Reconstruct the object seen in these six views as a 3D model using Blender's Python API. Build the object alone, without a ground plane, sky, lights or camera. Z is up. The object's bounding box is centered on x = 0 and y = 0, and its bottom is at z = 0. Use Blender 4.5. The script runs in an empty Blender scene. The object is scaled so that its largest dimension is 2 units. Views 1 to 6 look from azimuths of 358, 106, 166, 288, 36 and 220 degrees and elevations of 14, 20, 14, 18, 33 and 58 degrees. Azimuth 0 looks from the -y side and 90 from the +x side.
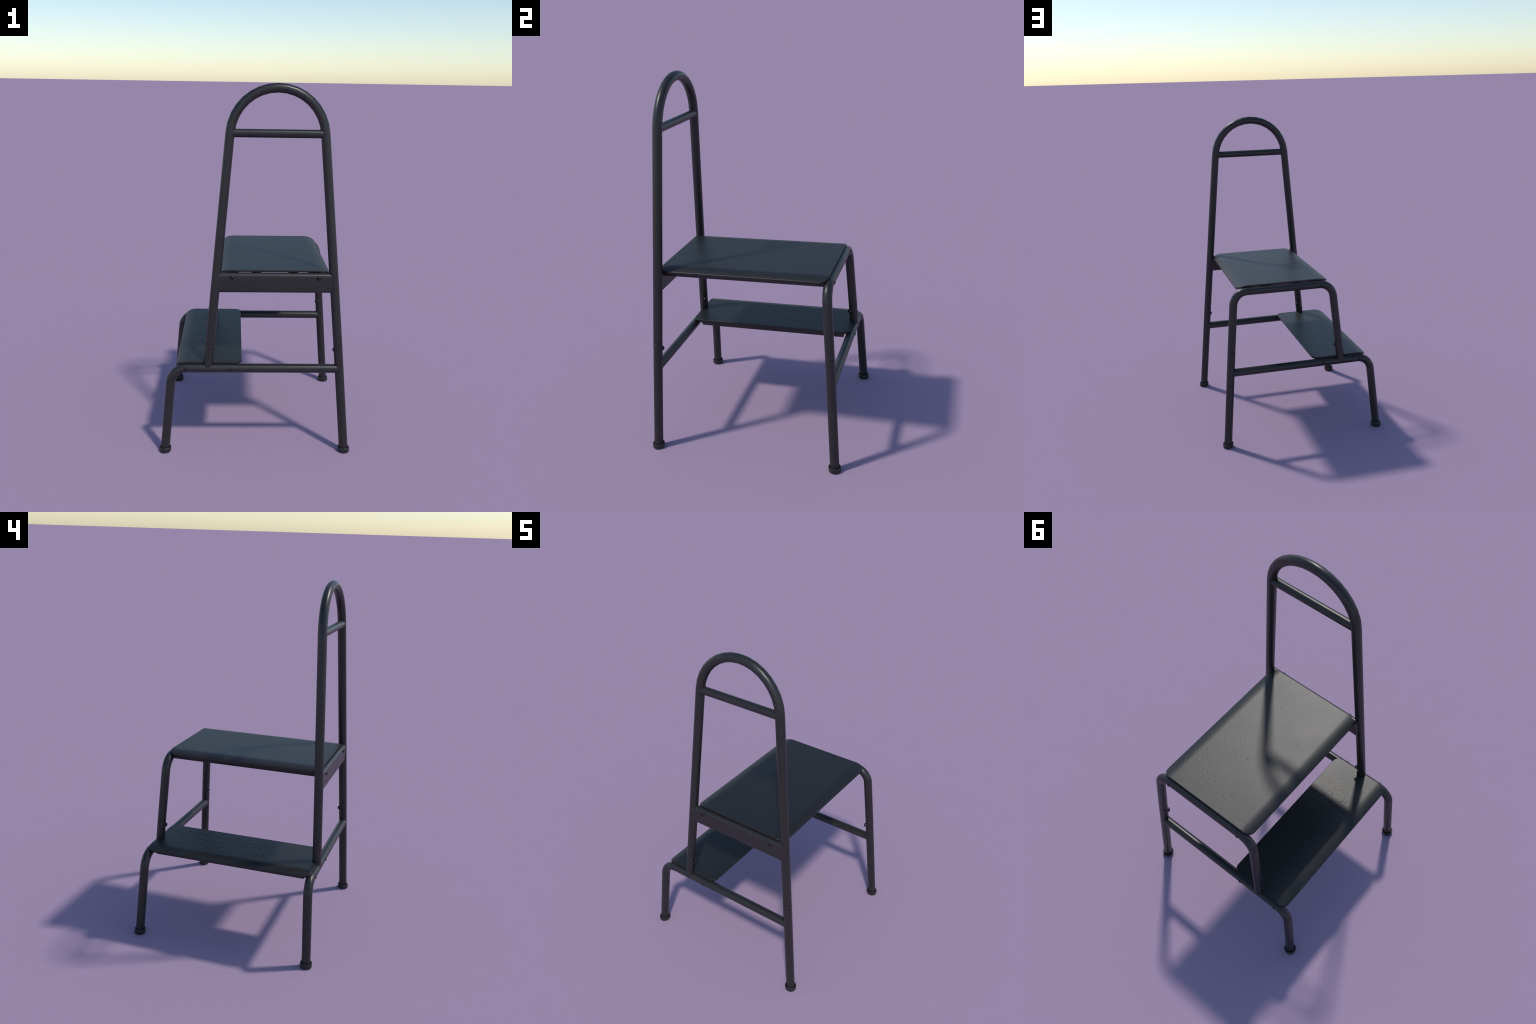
"""Two-step metal stool with a tall hoop handrail, black powder-coated tube frame."""
import bpy, bmesh, math
from mathutils import Vector, Matrix, noise

# ------------------------------------------------------------------ sizes (m)
TUBE_R = 0.0246            # main frame tube
BAR_R = 0.0221             # thin grab bar under the hoop
FOOT_X, FOOT_Y = 0.498, 0.498
LEAN_X, LEAN_Y = 0.0853, 0.0499   # how far the legs lean in per metre of height
MID_X = 0.0977             # centre of the upper part (behind the low step)
SEAM_Z = 0.6215            # upper tubes plug into lower tubes here
LOW_RAIL_Z, TOP_RAIL_Z = 0.4815, 0.991
BEND_R = 0.087
HOOP_R = 0.2479

def side_y(z):             # distance of a side frame from the middle plane
    return FOOT_Y - LEAN_Y * z - 0.0052 * max(0.0, z - 0.70)
def leg_x(z):              # outer leg at +x
    return FOOT_X - LEAN_X * z - 0.0043 * max(0.0, z - 0.70)
def inner_x(z):            # upper leg on the low-step side
    return 2 * MID_X - leg_x(z)

# ------------------------------------------------------------------ materials
def new_material(name):
    m = bpy.data.materials.new(name)
    m.use_nodes = True
    nt = m.node_tree
    return m, nt, nt.nodes, nt.links, nt.nodes["Principled BSDF"]

def add_noise(nt, coord, scale, detail=4.0, rough=0.55, stretch=(1, 1, 1)):
    mp = nt.nodes.new("ShaderNodeMapping")
    mp.inputs["Scale"].default_value = stretch
    nz = nt.nodes.new("ShaderNodeTexNoise")
    nz.inputs["Scale"].default_value = scale
    nz.inputs["Detail"].default_value = detail
    nz.inputs["Roughness"].default_value = rough
    nt.links.new(coord, mp.inputs["Vector"])
    nt.links.new(mp.outputs["Vector"], nz.inputs["Vector"])
    return nz

def ramp(nt, src, stops):
    r = nt.nodes.new("ShaderNodeValToRGB")
    e = r.color_ramp.elements
    while len(e) < len(stops):
        e.new(0.5)
    for el, (p, c) in zip(e, stops):
        el.position = p
        el.color = (*c, 1) if not isinstance(c, float) else (c, c, c, 1)
    nt.links.new(src, r.inputs["Fac"])
    return r

def bump(nt, height, strength, dist, normal=None):
    b = nt.nodes.new("ShaderNodeBump")
    b.inputs["Strength"].default_value = strength
    b.inputs["Distance"].default_value = dist
    nt.links.new(height, b.inputs["Height"])
    if normal is not None:
        nt.links.new(normal, b.inputs["Normal"])
    return b

def powder_coat():
    m, nt, N, L, p = new_material("black_powder_coat")
    co = N.new("ShaderNodeTexCoord").outputs["Object"]
    a = add_noise(nt, co, 6.0, 5)
    c = ramp(nt, a.outputs["Fac"], [(0.3, (0.0175, 0.0163, 0.0160)), (0.7, (0.0200, 0.0187, 0.0184))])
    L.new(c.outputs["Color"], p.inputs["Base Color"])
    r = ramp(nt, a.outputs["Fac"], [(0.3, 0.34), (0.7, 0.37)])
    L.new(r.outputs["Color"], p.inputs["Roughness"])
    g = add_noise(nt, co, 420.0, 2)
    b = bump(nt, g.outputs["Fac"], 0.02, 0.0004)
    L.new(b.outputs["Normal"], p.inputs["Normal"])
    p.inputs["Specular IOR Level"].default_value = 0.5
    return m

def tread_coat(name, shade_streak_level, y_from):
    m, nt, N, L, p = new_material(name)
    co = N.new("ShaderNodeTexCoord").outputs["Object"]
    a = add_noise(nt, co, 5.0, 6)
    c = ramp(nt, a.outputs["Fac"], [(0.3, (0.0112, 0.0108, 0.0104)), (0.7, (0.0132, 0.0128, 0.0124))])
    L.new(c.outputs["Color"], p.inputs["Base Color"])
    r = ramp(nt, a.outputs["Fac"], [(0.35, 0.445), (0.65, 0.46)])
    L.new(r.outputs["Color"], p.inputs["Roughness"])
    # leathery pressing: fine pebbles, longer along the tread, plus fine grain
    w = add_noise(nt, co, 95.0, 2, 0.5, (1.0, 0.45, 1.0))
    # low-angle shading of the surface relief, painted as thin streaks of lowered specular
    sc = add_noise(nt, co, 105.0, 3, 0.55, (1.0, 0.36, 1.0))
    hit = ramp(nt, sc.outputs["Fac"], [(shade_streak_level, 0.0), (shade_streak_level + 0.05, 1.0)])
    sep = N.new("ShaderNodeSeparateXYZ")
    L.new(co, sep.inputs["Vector"])
    fade = N.new("ShaderNodeMapRange")
    fade.inputs["From Min"].default_value = y_from
    fade.inputs["From Max"].default_value = y_from + 0.12
    L.new(sep.outputs["Y"], fade.inputs["Value"])
    mul = N.new("ShaderNodeMath")
    mul.operation = 'MULTIPLY'
    L.new(hit.outputs["Color"], mul.inputs[0])
    L.new(fade.outputs["Result"], mul.inputs[1])
    dull = N.new("ShaderNodeMapRange")
    dull.inputs["To Min"].default_value = 0.5
    dull.inputs["To Max"].default_value = 0.34
    L.new(mul.outputs["Value"], dull.inputs["Value"])
    L.new(dull.outputs["Result"], p.inputs["Specular IOR Level"])
    g = add_noise(nt, co, 320.0, 2, 0.5, (1.0, 0.6, 1.0))
    b1 = bump(nt, w.outputs["Fac"], 0.10, 0.0020)
    b3 = bump(nt, g.outputs["Fac"], 0.06, 0.0008, b1.outputs["Normal"])
    L.new(b3.outputs["Normal"], p.inputs["Normal"])
    return m

def plain(name, col, rough, grain=300.0, strength=0.08):
    m, nt, N, L, p = new_material(name)
    co = N.new("ShaderNodeTexCoord").outputs["Object"]
    a = add_noise(nt, co, 40.0, 3)
    c = ramp(nt, a.outputs["Fac"], [(0.3, tuple(x * 0.9 for x in col)), (0.7, tuple(x * 1.1 for x in col))])
    L.new(c.outputs["Color"], p.inputs["Base Color"])
    p.inputs["Roughness"].default_value = rough
    g = add_noise(nt, co, grain, 2)
    L.new(bump(nt, g.outputs["Fac"], strength, 0.0005).outputs["Normal"], p.inputs["Normal"])
    return m

COAT = powder_coat()
TREAD_TOP = tread_coat("dark_textured_tread", 0.70, -0.40)
TREAD_LOW = tread_coat("dark_tread_painted_shade_streaks", 0.64, -0.26)
RUBBER = plain("black_rubber", (0.014, 0.015, 0.014), 0.40)
BOLT = plain("black_oxide_bolt", (0.006, 0.006, 0.007), 0.30, strength=0.03)

# ------------------------------------------------------------------ helpers
ROOT = bpy.data.objects.new("step_stool", None)
ROOT["label"] = "black metal two-step stool with tall hoop handrail"
ROOT["category"] = "step stool"
bpy.context.scene.collection.objects.link(ROOT)

def link(name, mesh, mat=None, parent=ROOT, smooth_angle=40):
    if mat is not None and not mesh.materials:
        mesh.materials.append(mat)
    o = bpy.data.objects.new(name, mesh)
    bpy.context.scene.collection.objects.link(o)
    o.parent = parent
    return o

def shade(mesh, angle=40.0):
    """Smooth shading with hard edges above the given angle."""
    bm = bmesh.new()
    bm.from_mesh(mesh)
    bmesh.ops.recalc_face_normals(bm, faces=bm.faces)
    lim = math.radians(angle)
    for f in bm.faces:
        f.smooth = True
    for e in bm.edges:
        if len(e.link_faces) == 2 and e.calc_face_angle(0) > lim:
            e.smooth = False
    bm.to_mesh(mesh)
    bm.free()

def tube_mesh(name, path, r, sides=32, end_chamfer=0.0005):
    """Round tube swept along a 3D polyline, closed and slightly chamfered ends."""
    pts = [Vector(p) for p in path]
    n = len(pts)
    tang = []
    for i in range(n):
        a = pts[max(i - 1, 0)]
        b = pts[min(i + 1, n - 1)]
        if 0 < i < n - 1:
            tang.append(((pts[i] - a).normalized() + (b - pts[i]).normalized()).normalized())
        else:
            tang.append((b - a).normalized())
    ref = Vector((0, 1, 0)) if abs(tang[0].y) < 0.9 else Vector((1, 0, 0))
    u = (ref - tang[0] * ref.dot(tang[0])).normalized()
    rings = []
    def ring(c, t, u, rad, miter=None):
        v = t.cross(u)
        out = []
        for k in range(sides):
            a = 2 * math.pi * k / sides
            d = u * math.cos(a) + v * math.sin(a)
            if miter is not None:
                ax, s = miter
                d = d + ax * d.dot(ax) * (s - 1)
            out.append(c + d * rad)
        return out
    for i in range(n):
        t = tang[i]
        u = (u - t * u.dot(t)).normalized()
        miter = None
        if 0 < i < n - 1:
            d0 = (pts[i] - pts[i - 1]).normalized()
            d1 = (pts[i + 1] - pts[i]).normalized()
            ch = max(0.2, math.sqrt((1 + d0.dot(d1)) / 2))
            ax = d1 - d0
            if ax.length > 1e-6:
                miter = (ax.normalized(), 1 / ch)
        if i == 0:
            rings.append(ring(pts[0], t, u, r - end_chamfer))
            rings.append(ring(pts[0] + t * end_chamfer, t, u, r))
        elif i == n - 1:
            rings.append(ring(pts[-1] - t * end_chamfer, t, u, r))
            rings.append(ring(pts[-1], t, u, r - end_chamfer))
        else:
            rings.append(ring(pts[i], t, u, r, miter))
    verts = [v for rg in rings for v in rg]
    faces = []
    for i in range(len(rings) - 1):
        for k in range(sides):
            a, b = i * sides + k, i * sides + (k + 1) % sides
            faces.append((a, b, b + sides, a + sides))
    faces.append(tuple(range(sides - 1, -1, -1)))
    faces.append(tuple(range((len(rings) - 1) * sides, len(rings) * sides)))
    me = bpy.data.meshes.new(name)
    me.from_pydata(verts, [], faces)
    shade(me, 38)
    return me

def lathe_mesh(name, profile, sides=32, angle=35):
    """Revolve (radius, height) pairs about z; ends closed on the axis."""
    verts, faces = [], []
    for r, h in profile:
        for k in range(sides):
            a = 2 * math.pi * k / sides
            verts.append((r * math.cos(a), r * math.sin(a), h))
    for i in range(len(profile) - 1):
        for k in range(sides):
            a, b = i * sides + k, i * sides + (k + 1) % sides
            faces.append((a, b, b + sides, a + sides))
    faces.append(tuple(range(sides - 1, -1, -1)))
    faces.append(tuple(range((len(profile) - 1) * sides, len(profile) * sides)))
    me = bpy.data.meshes.new(name)
    me.from_pydata(verts, [], faces)
    shade(me, angle)
    return me

def rounded_bar_mesh(name, size, radius, seg=5):
    """Box with every edge rounded, centred on the origin."""
    bm = bmesh.new()
    bmesh.ops.create_cube(bm, size=1.0)
    bmesh.ops.scale(bm, vec=size, verts=bm.verts)
    bmesh.ops.bevel(bm, geom=bm.edges[:], offset=radius, segments=seg, profile=0.5, affect='EDGES')
    me = bpy.data.meshes.new(name)
    bm.to_mesh(me)
    bm.free()
    shade(me, 35)
    return me

def bend(corner, d_in, d_out, r, steps):
    """Arc points that round a corner between two directions."""
    corner, d_in, d_out = Vector(corner), Vector(d_in).normalized(), Vector(d_out).normalized()
    turn = d_in.angle(d_out)
    t = r * math.tan(turn / 2)
    a = corner - d_in * t
    nrm = (d_out - d_in * d_out.dot(d_in)).normalized()
    c = a + nrm * r
    return [c - nrm * r * math.cos(turn * k / steps) + d_in * r * math.sin(turn * k / steps)
            for k in range(steps + 1)]

# ------------------------------------------------------------------ side frames
FOOT_TUBE_Z = 0.010
def P(x, side, z):
    return (x, side * side_y(z), z)

# tall rear legs at +x, from the foot to the plug seam
for side in (-1, 1):
    o = link("leg", tube_mesh("leg", [P(leg_x(FOOT_TUBE_Z), side, FOOT_TUBE_Z),
                                      P(leg_x(SEAM_Z - 0.0014), side, SEAM_Z - 0.0014)], TUBE_R), COAT)

# low frames: short front leg bending into the rail that runs back to the tall leg
for side in (-1, 1):
    d_up = Vector((LEAN_X, -side * LEAN_Y, 1))
    corner = P(-leg_x(LOW_RAIL_Z), side, LOW_RAIL_Z)
    path = [P(-leg_x(FOOT_TUBE_Z), side, FOOT_TUBE_Z)]
    path += bend(corner, d_up, (1, 0, 0), BEND_R, 8)
    path.append(P(leg_x(LOW_RAIL_Z), side, LOW_RAIL_Z))
    link("low_frame", tube_mesh("low_frame", path, TUBE_R), COAT)
    # short socket that stands on the rail and takes the upper tube
    link("leg_socket", tube_mesh("leg_socket", [P(inner_x(LOW_RAIL_Z), side, LOW_RAIL_Z),
                                                P(inner_x(SEAM_Z - 0.0014), side, SEAM_Z - 0.0014)], TUBE_R), COAT)

# handrail: two upright tubes joined by a hoop
tangent = math.atan(LEAN_X + 0.0043)
hoop_cz = 1.7273
path = [P(inner_x(SEAM_Z + 0.0014), -1, SEAM_Z + 0.0014)]
steps = 16
for k in range(steps + 1):
    a = math.pi - tangent - (math.pi - 2 * tangent) * k / steps
    z = hoop_cz + HOOP_R * math.sin(a)
    path.append(P(MID_X + HOOP_R * math.cos(a), -1, z))
path.append(P(leg_x(SEAM_Z + 0.0014), -1, SEAM_Z + 0.0014))
link("handrail", tube_mesh("handrail", path, TUBE_R), COAT)

bar_z = 1.7450
link("grab_bar", tube_mesh("grab_bar", [P(inner_x(bar_z) + 0.004, -1, bar_z), P(leg_x(bar_z) - 0.004, -1, bar_z)],
                           BAR_R), COAT)

# arch that carries the top step on the open side
d_up = Vector((LEAN_X, -LEAN_Y, 1))
d_dn = Vector((LEAN_X, LEAN_Y, -1))
path = [P(inner_x(SEAM_Z + 0.0014), 1, SEAM_Z + 0.0014)]
path += bend(P(inner_x(TOP_RAIL_Z), 1, TOP_RAIL_Z), d_up, (1, 0, 0), BEND_R, 8)
path += bend(P(leg_x(TOP_RAIL_Z), 1, TOP_RAIL_Z), (1, 0, 0), d_dn, BEND_R, 8)
path.append(P(leg_x(SEAM_Z + 0.0014), 1, SEAM_Z + 0.0014))
link("upper_frame", tube_mesh("upper_frame", path, TUBE_R), COAT)

# inner plugs seen only as a dark line at the seams
for side in (-1, 1):
    for fx in (leg_x, inner_x):
        link("tube_plug", tube_mesh("tube_plug", [P(fx(SEAM_Z - 0.03), side, SEAM_Z - 0.03),
                                                  P(fx(SEAM_Z + 0.03), side, SEAM_Z + 0.03)], TUBE_R - 0.0030), COAT)

# rectangular beam between the handrail uprights under the top step
BEAM_Z0, BEAM_Z1, BEAM_Y = 0.9070, 1.0145, -0.4685
bz = (BEAM_Z0 + BEAM_Z1) / 2
half = leg_x(bz) - MID_X - 0.004
BEAM_D, TOP_ROUND, LOW_ROUND = 0.041, 0.0203, 0.013
section = []
for cx, cz, r, a0 in ((1, 1, TOP_ROUND, 0), (-1, 1, TOP_ROUND, 90), (-1, -1, LOW_ROUND, 180), (1, -1, LOW_ROUND, 270)):
    for k in range(9):
        a = math.radians(a0 + 90 * k / 8)
        section.append((cx * (BEAM_D / 2 - r) + r * math.cos(a),
                        cz * ((BEAM_Z1 - BEAM_Z0) / 2 - r) + r * math.sin(a)))
n = len(section)
verts = [(s * (half - LEAN_X * z), y, z) for s in (-1, 1) for y, z in section]   # ends follow the leaning uprights
faces = [(k, (k + 1) % n, n + (k + 1) % n, n + k) for k in range(n)] + [tuple(range(n)), tuple(range(2 * n - 1, n - 1, -1))]
me = bpy.data.meshes.new("cross_beam")
me.from_pydata(verts, [], faces)
shade(me, 35)
o = link("cross_beam", me, COAT)
o.location = (MID_X, BEAM_Y + BEAM_D / 2, bz)

# ------------------------------------------------------------------ feet
cap_profile = [(0.004, 0.0), (0.0290, 0.0), (0.0308, 0.0006), (0.0320, 0.0025), (0.0326, 0.008), (0.0330, 0.016),
               (0.0330, 0.0205), (0.0322, 0.0245), (0.0305, 0.0268), (0.0287, 0.0266), (0.0270, 0.0245),
               (0.0255, 0.0215), (0.0240, 0.0200), (0.0100, 0.0200)]
cap = lathe_mesh("foot_cap", cap_profile, 40)
cap.materials.append(RUBBER)
for sx in (-1, 1):
    for sy in (-1, 1):
        me = cap.copy()
        for v in me.vertices:      # the cap leans with its leg, its sole stays flat
            v.co.x -= sx * LEAN_X * v.co.z
            v.co.y -= sy * LEAN_Y * v.co.z
        o = link("foot_cap", me)
        o.location = (sx * FOOT_X, sy * FOOT_Y, 0)

# ------------------------------------------------------------------ bolts
def bolt_mesh(r, rise=0.55):
    """Button head with a six-sided socket, axis +z, seat at z = 0."""
    h = r * rise
    bm = bmesh.new()
    sides = 24
    prof = [(r * 0.99, -0.004), (r, 0.0), (r * 0.97, h * 0.35), (r * 0.86, h * 0.68), (r * 0.70, h * 0.90), (r * 0.54, h)]
    rings = []
    for pr, ph in prof:
        rings.append([bm.verts.new((pr * math.cos(2 * math.pi * k / sides), pr * math.sin(2 * math.pi * k / sides), ph))
                      for k in range(sides)])
    def hexr(a):           # hexagon outline radius
        b = (a % (math.pi / 3)) - math.pi / 6
        return 0.40 * r / math.cos(b)
    for z in (h, h * 0.25):
        rings.append([bm.verts.new((hexr(2 * math.pi * k / sides) * math.cos(2 * math.pi * k / sides),
                                    hexr(2 * math.pi * k / sides) * math.sin(2 * math.pi * k / sides), z))
                      for k in range(sides)])
    for a, b in zip(rings, rings[1:]):
        for k in range(sides):
            bm.faces.new((a[k], a[(k + 1) % sides], b[(k + 1) % sides], b[k]))
    bm.faces.new(rings[-1])
    me = bpy.data.meshes.new("bolt")
    bm.to_mesh(me)
    bm.free()
    shade(me, 40)
    me.materials.append(BOLT)
    return me

BOLT_BIG, BOLT_SMALL, BOLT_PLUG = bolt_mesh(0.0122), bolt_mesh(0.0108), bolt_mesh(0.0128, 0.75)
def put_bolt(me, pos, direction):
    o = link("bolt", me)
    q = Vector(direction).normalized().to_track_quat('Z', 'Y')
    o.matrix_basis = Matrix.Translation(pos) @ q.to_matrix().to_4x4()

bolt_z = 0.583
for side in (-1, 1):       # plug bolts look diagonally inwards
    for fx, sx in ((leg_x, -1), (inner_x, 1)):
        d = Vector((sx, -side, 0)).normalized()
        put_bolt(BOLT_PLUG, Vector(P(fx(bolt_z), side, bolt_z)) + d * (TUBE_R + 0.0004), d)
    for x in (-0.381, -0.139):   # low step bolts on the outside of the rails
        put_bolt(BOLT_SMALL, (x, side * (side_y(LOW_RAIL_Z) + TUBE_R - 0.003), LOW_RAIL_Z + 0.001), (0, side, 0))
for x in (-0.1345, 0.3300):      # top step bolts
    put_bolt(BOLT_BIG, (x, BEAM_Y + 0.001, 0.9905), (0, -1, 0))
    put_bolt(BOLT_SMALL, (x, side_y(TOP_RAIL_Z) + TUBE_R - 0.003, TOP_RAIL_Z), (0, 1, 0))

# ------------------------------------------------------------------ treads
def tread_mesh(name, x0, x1, half_y, top_z, thick, fold_left, fold_right, corner=0.045, notch=None, dents=None,
               fold_w=0.066, fold_drop=0.0165):
    """Sheet with rounded corners, long edges that roll down, optional round notches for the uprights."""
    theta = 2 * math.atan(fold_drop / fold_w)
    rad = fold_w / math.sin(theta)
    def z_at(x):
        d = 0.0
        if fold_left and x < x0 + fold_w:
            q = x0 + fold_w - x
            d = rad - math.sqrt(max(rad * rad - q * q, 0))
        if fold_right and x > x1 - fold_w:
            q = x - (x1 - fold_w)
            d = rad - math.sqrt(max(rad * rad - q * q, 0))
        return top_z - d
    def smooth(a, b, v):
        t = min(max((v - a) / (b - a), 0.0), 1.0)
        return t * t * (3 - 2 * t)
    def dent_at(x, y):
        """Shallow pressed-in creases, longer along the tread, fading out towards its edges."""
        if not dents:
            return 0.0
        level, seed, relief, depth = dents
        edge = smooth(x0 + 0.02, x0 + 0.075, x) * (1 - smooth(x1 - 0.075, x1 - 0.015, x))
        edge *= 1 - smooth(half_y - 0.035, half_y - 0.006, abs(y))
        inner = smooth(x0 + 0.055, x0 + 0.10, x) * (1 - smooth(half_y - 0.12, half_y - 0.04, abs(y)))
        if edge <= 0:
            return 0.0
        pebble = noise.noise(Vector((x * 135, y * 75, seed))) + 0.4 * noise.noise(Vector((x * 240, y * 140, seed + 3)))
        area = 0.75 + 0.35 * smooth(-0.25, 0.35, noise.noise(Vector((x * 5, y * 5, seed + 9))))
        n1 = noise.noise(Vector((x * 95, y * 38, seed + 20)))
        n1 += 0.35 * noise.noise(Vector((x * 190, y * 85, seed + 5)))
        crease = smooth(level, level + 0.28, n1) * inner * (0.30 + 0.70 * smooth(-0.34, -0.14, y))   # fewer by the handrail
        return edge * (relief * area * (pebble + 0.8 * pebble ** 3) + depth * crease)
    def outline(off):
        """(x, y) of the +y border for a sheet shrunk by off."""
        r, Y = corner - off, half_y - off
        pts = []
        n = 9
        for k in range(n + 1):
            a = math.pi / 2 * k / n
            pts.append((x0 + off + r * (1 - math.cos(a)), Y - r * (1 - math.sin(a))))
        xa, xb = x0 + corner, x1 - corner
        if notch:
            nx, ny, nr, fl = notch
            nr, f = nr + off, fl
            edge = nr + f
            for k in range(1, 48):
                pts.append((xa + (nx - edge - xa) * k / 48, Y))
            pts.append((nx - edge, Y))
            for k in range(1, 6):              # small fillet into the notch
                a = math.pi / 2 * k / 6
                pts.append((nx - edge + f * math.sin(a) * 0.999, Y - f * (1 - math.cos(a))))
            yb = Y - f
            for k in range(0, 13):
                a = math.pi * k / 12
                dep = max(ny - yb, -0.02)
                pts.append((nx - nr * math.cos(a), min(yb, ny) - nr * math.sin(a)))
            for k in range(5, 0, -1):
                a = math.pi / 2 * k / 6
                pts.append((nx + edge - f * math.sin(a) * 0.999, Y - f * (1 - math.cos(a))))
            pts.append((nx + edge, Y))
            for k in range(1, 60):
                pts.append((nx + edge + (xb - nx - edge) * k / 60, Y))
        else:
            for k in range(1, 190):
                pts.append((xa + (xb - xa) * k / 190, Y))
        for k in range(n + 1):
            a = math.pi / 2 * (1 - k / n)
            pts.append((x1 - off - r * (1 - math.cos(a)), Y - r * (1 - math.sin(a))))
        return pts
    rows = 340
    layers = [(0.0022, 0.0), (0.0011, 0.0003), (0.0003, 0.0011), (0.0, 0.0022),
              (0.0, thick - 0.0018), (0.0005, thick - 0.0005), (0.0018, thick)]
    verts, faces, grids = [], [], []
    for li, (off, h) in enumerate(layers):
        ol = outline(off)
        grid = {}
        full = li in (0, len(layers) - 1)
        for i, (x, y) in enumerate(ol):
            for j in range(rows + 1):
                if full or i in (0, len(ol) - 1) or j in (0, rows):
                    grid[i, j] = len(verts)
                    yj = y * (1 - 2 * j / rows)
                    verts.append((x, yj, z_at(x) - h - (dent_at(x, yj) if li == 0 else 0.0)))
        grids.append(grid)
    n = len(ol)
    loop = [(i, 0) for i in range(n)] + [(n - 1, j) for j in range(1, rows + 1)] + \
           [(i, rows) for i in range(n - 2, -1, -1)] + [(0, j) for j in range(rows - 1, 0, -1)]
    for g, flip in ((grids[0], False), (grids[-1], True)):
        for i in range(n - 1):
            for j in range(rows):
                q = (g[i, j], g[i, j + 1], g[i + 1, j + 1], g[i + 1, j])
                faces.append(q[::-1] if flip else q)
    for ga, gb in zip(grids, grids[1:]):
        for k in range(len(loop)):
            a, b = loop[k], loop[(k + 1) % len(loop)]
            faces.append((ga[a], ga[b], gb[b], gb[a]))
    me = bpy.data.meshes.new(name)
    me.from_pydata(verts, [], faces)
    shade(me, 50)
    return me, z_at

def add_skirt(parent, x_top, x_bot, length, z_top, z_bot):
    """Stiffening flange under a long edge of a tread, leaning inwards towards its lower rim."""
    t = 0.007
    me = rounded_bar_mesh("edge_flange", (t, length, z_top - z_bot), 0.0022, 3)
    out = 1 if x_top > x_bot else -1
    for v in me.vertices:
        v.co.x += (x_top - x_bot) * v.co.z / (z_top - z_bot)
    o = link("edge_flange", me, COAT, parent)
    o.location = ((x_top + x_bot - out * t) / 2, 0, (z_top + z_bot) / 2)

def add_tab(parent, x, y, w, depth, z0, z1):
    me = rounded_bar_mesh("mounting_tab", (w, depth, z1 - z0), 0.0015, 2)
    o = link("mounting_tab", me, COAT, parent)
    o.location = (x, y, (z0 + z1) / 2)

T = 0.0117
# top step
TX0, TX1, TZ = -0.1940, 0.3925, 1.0278
me, _ = tread_mesh("tread", TX0, TX1, 0.446, TZ, T, True, True, dents=(0.62, 3.0, 0.00012, 0.0007))
top = link("tread", me, TREAD_TOP)
edge_z = TZ - T - 0.002
add_skirt(top, MID_X - 0.2560, MID_X - 0.2420, 0.870, edge_z, 0.9660)
add_skirt(top, MID_X + 0.2560, MID_X + 0.2420, 0.870, edge_z, 0.9660)
for side in (-1, 1):
    for x, w in ((-0.128, 0.060), (-0.003, 0.050), (0.198, 0.050), (0.3125, 0.064)):
        add_tab(top, x, side * 0.360, w, 0.115, 0.9860, TZ - T + 0.0006)

# low step, notched around the leg sockets
LX0, LX1, LZ = -0.4350, -0.0765, 0.5180
nz = LZ - 0.003
me, _ = tread_mesh("tread", LX0, LX1, 0.4755, LZ, T, True, False, corner=0.042,
                   notch=(inner_x(nz), side_y(nz), 0.0257, 0.004), dents=(0.24, 11.0, 0.00015, 0.00085))
low = link("tread", me, TREAD_LOW)
add_skirt(low, LX0 + 0.0340, LX0 + 0.0420, 0.870, LZ - T - 0.002, 0.4640)
add_skirt(low, LX1 - 0.0330, LX1 - 0.0420, 0.870, LZ - T + 0.002, 0.4640)
for side in (-1, 1):
    for x, w in ((-0.378, 0.050), (-0.139, 0.050)):
        add_tab(low, x, side * 0.385, w, 0.110, 0.4800, LZ - T + 0.0006)
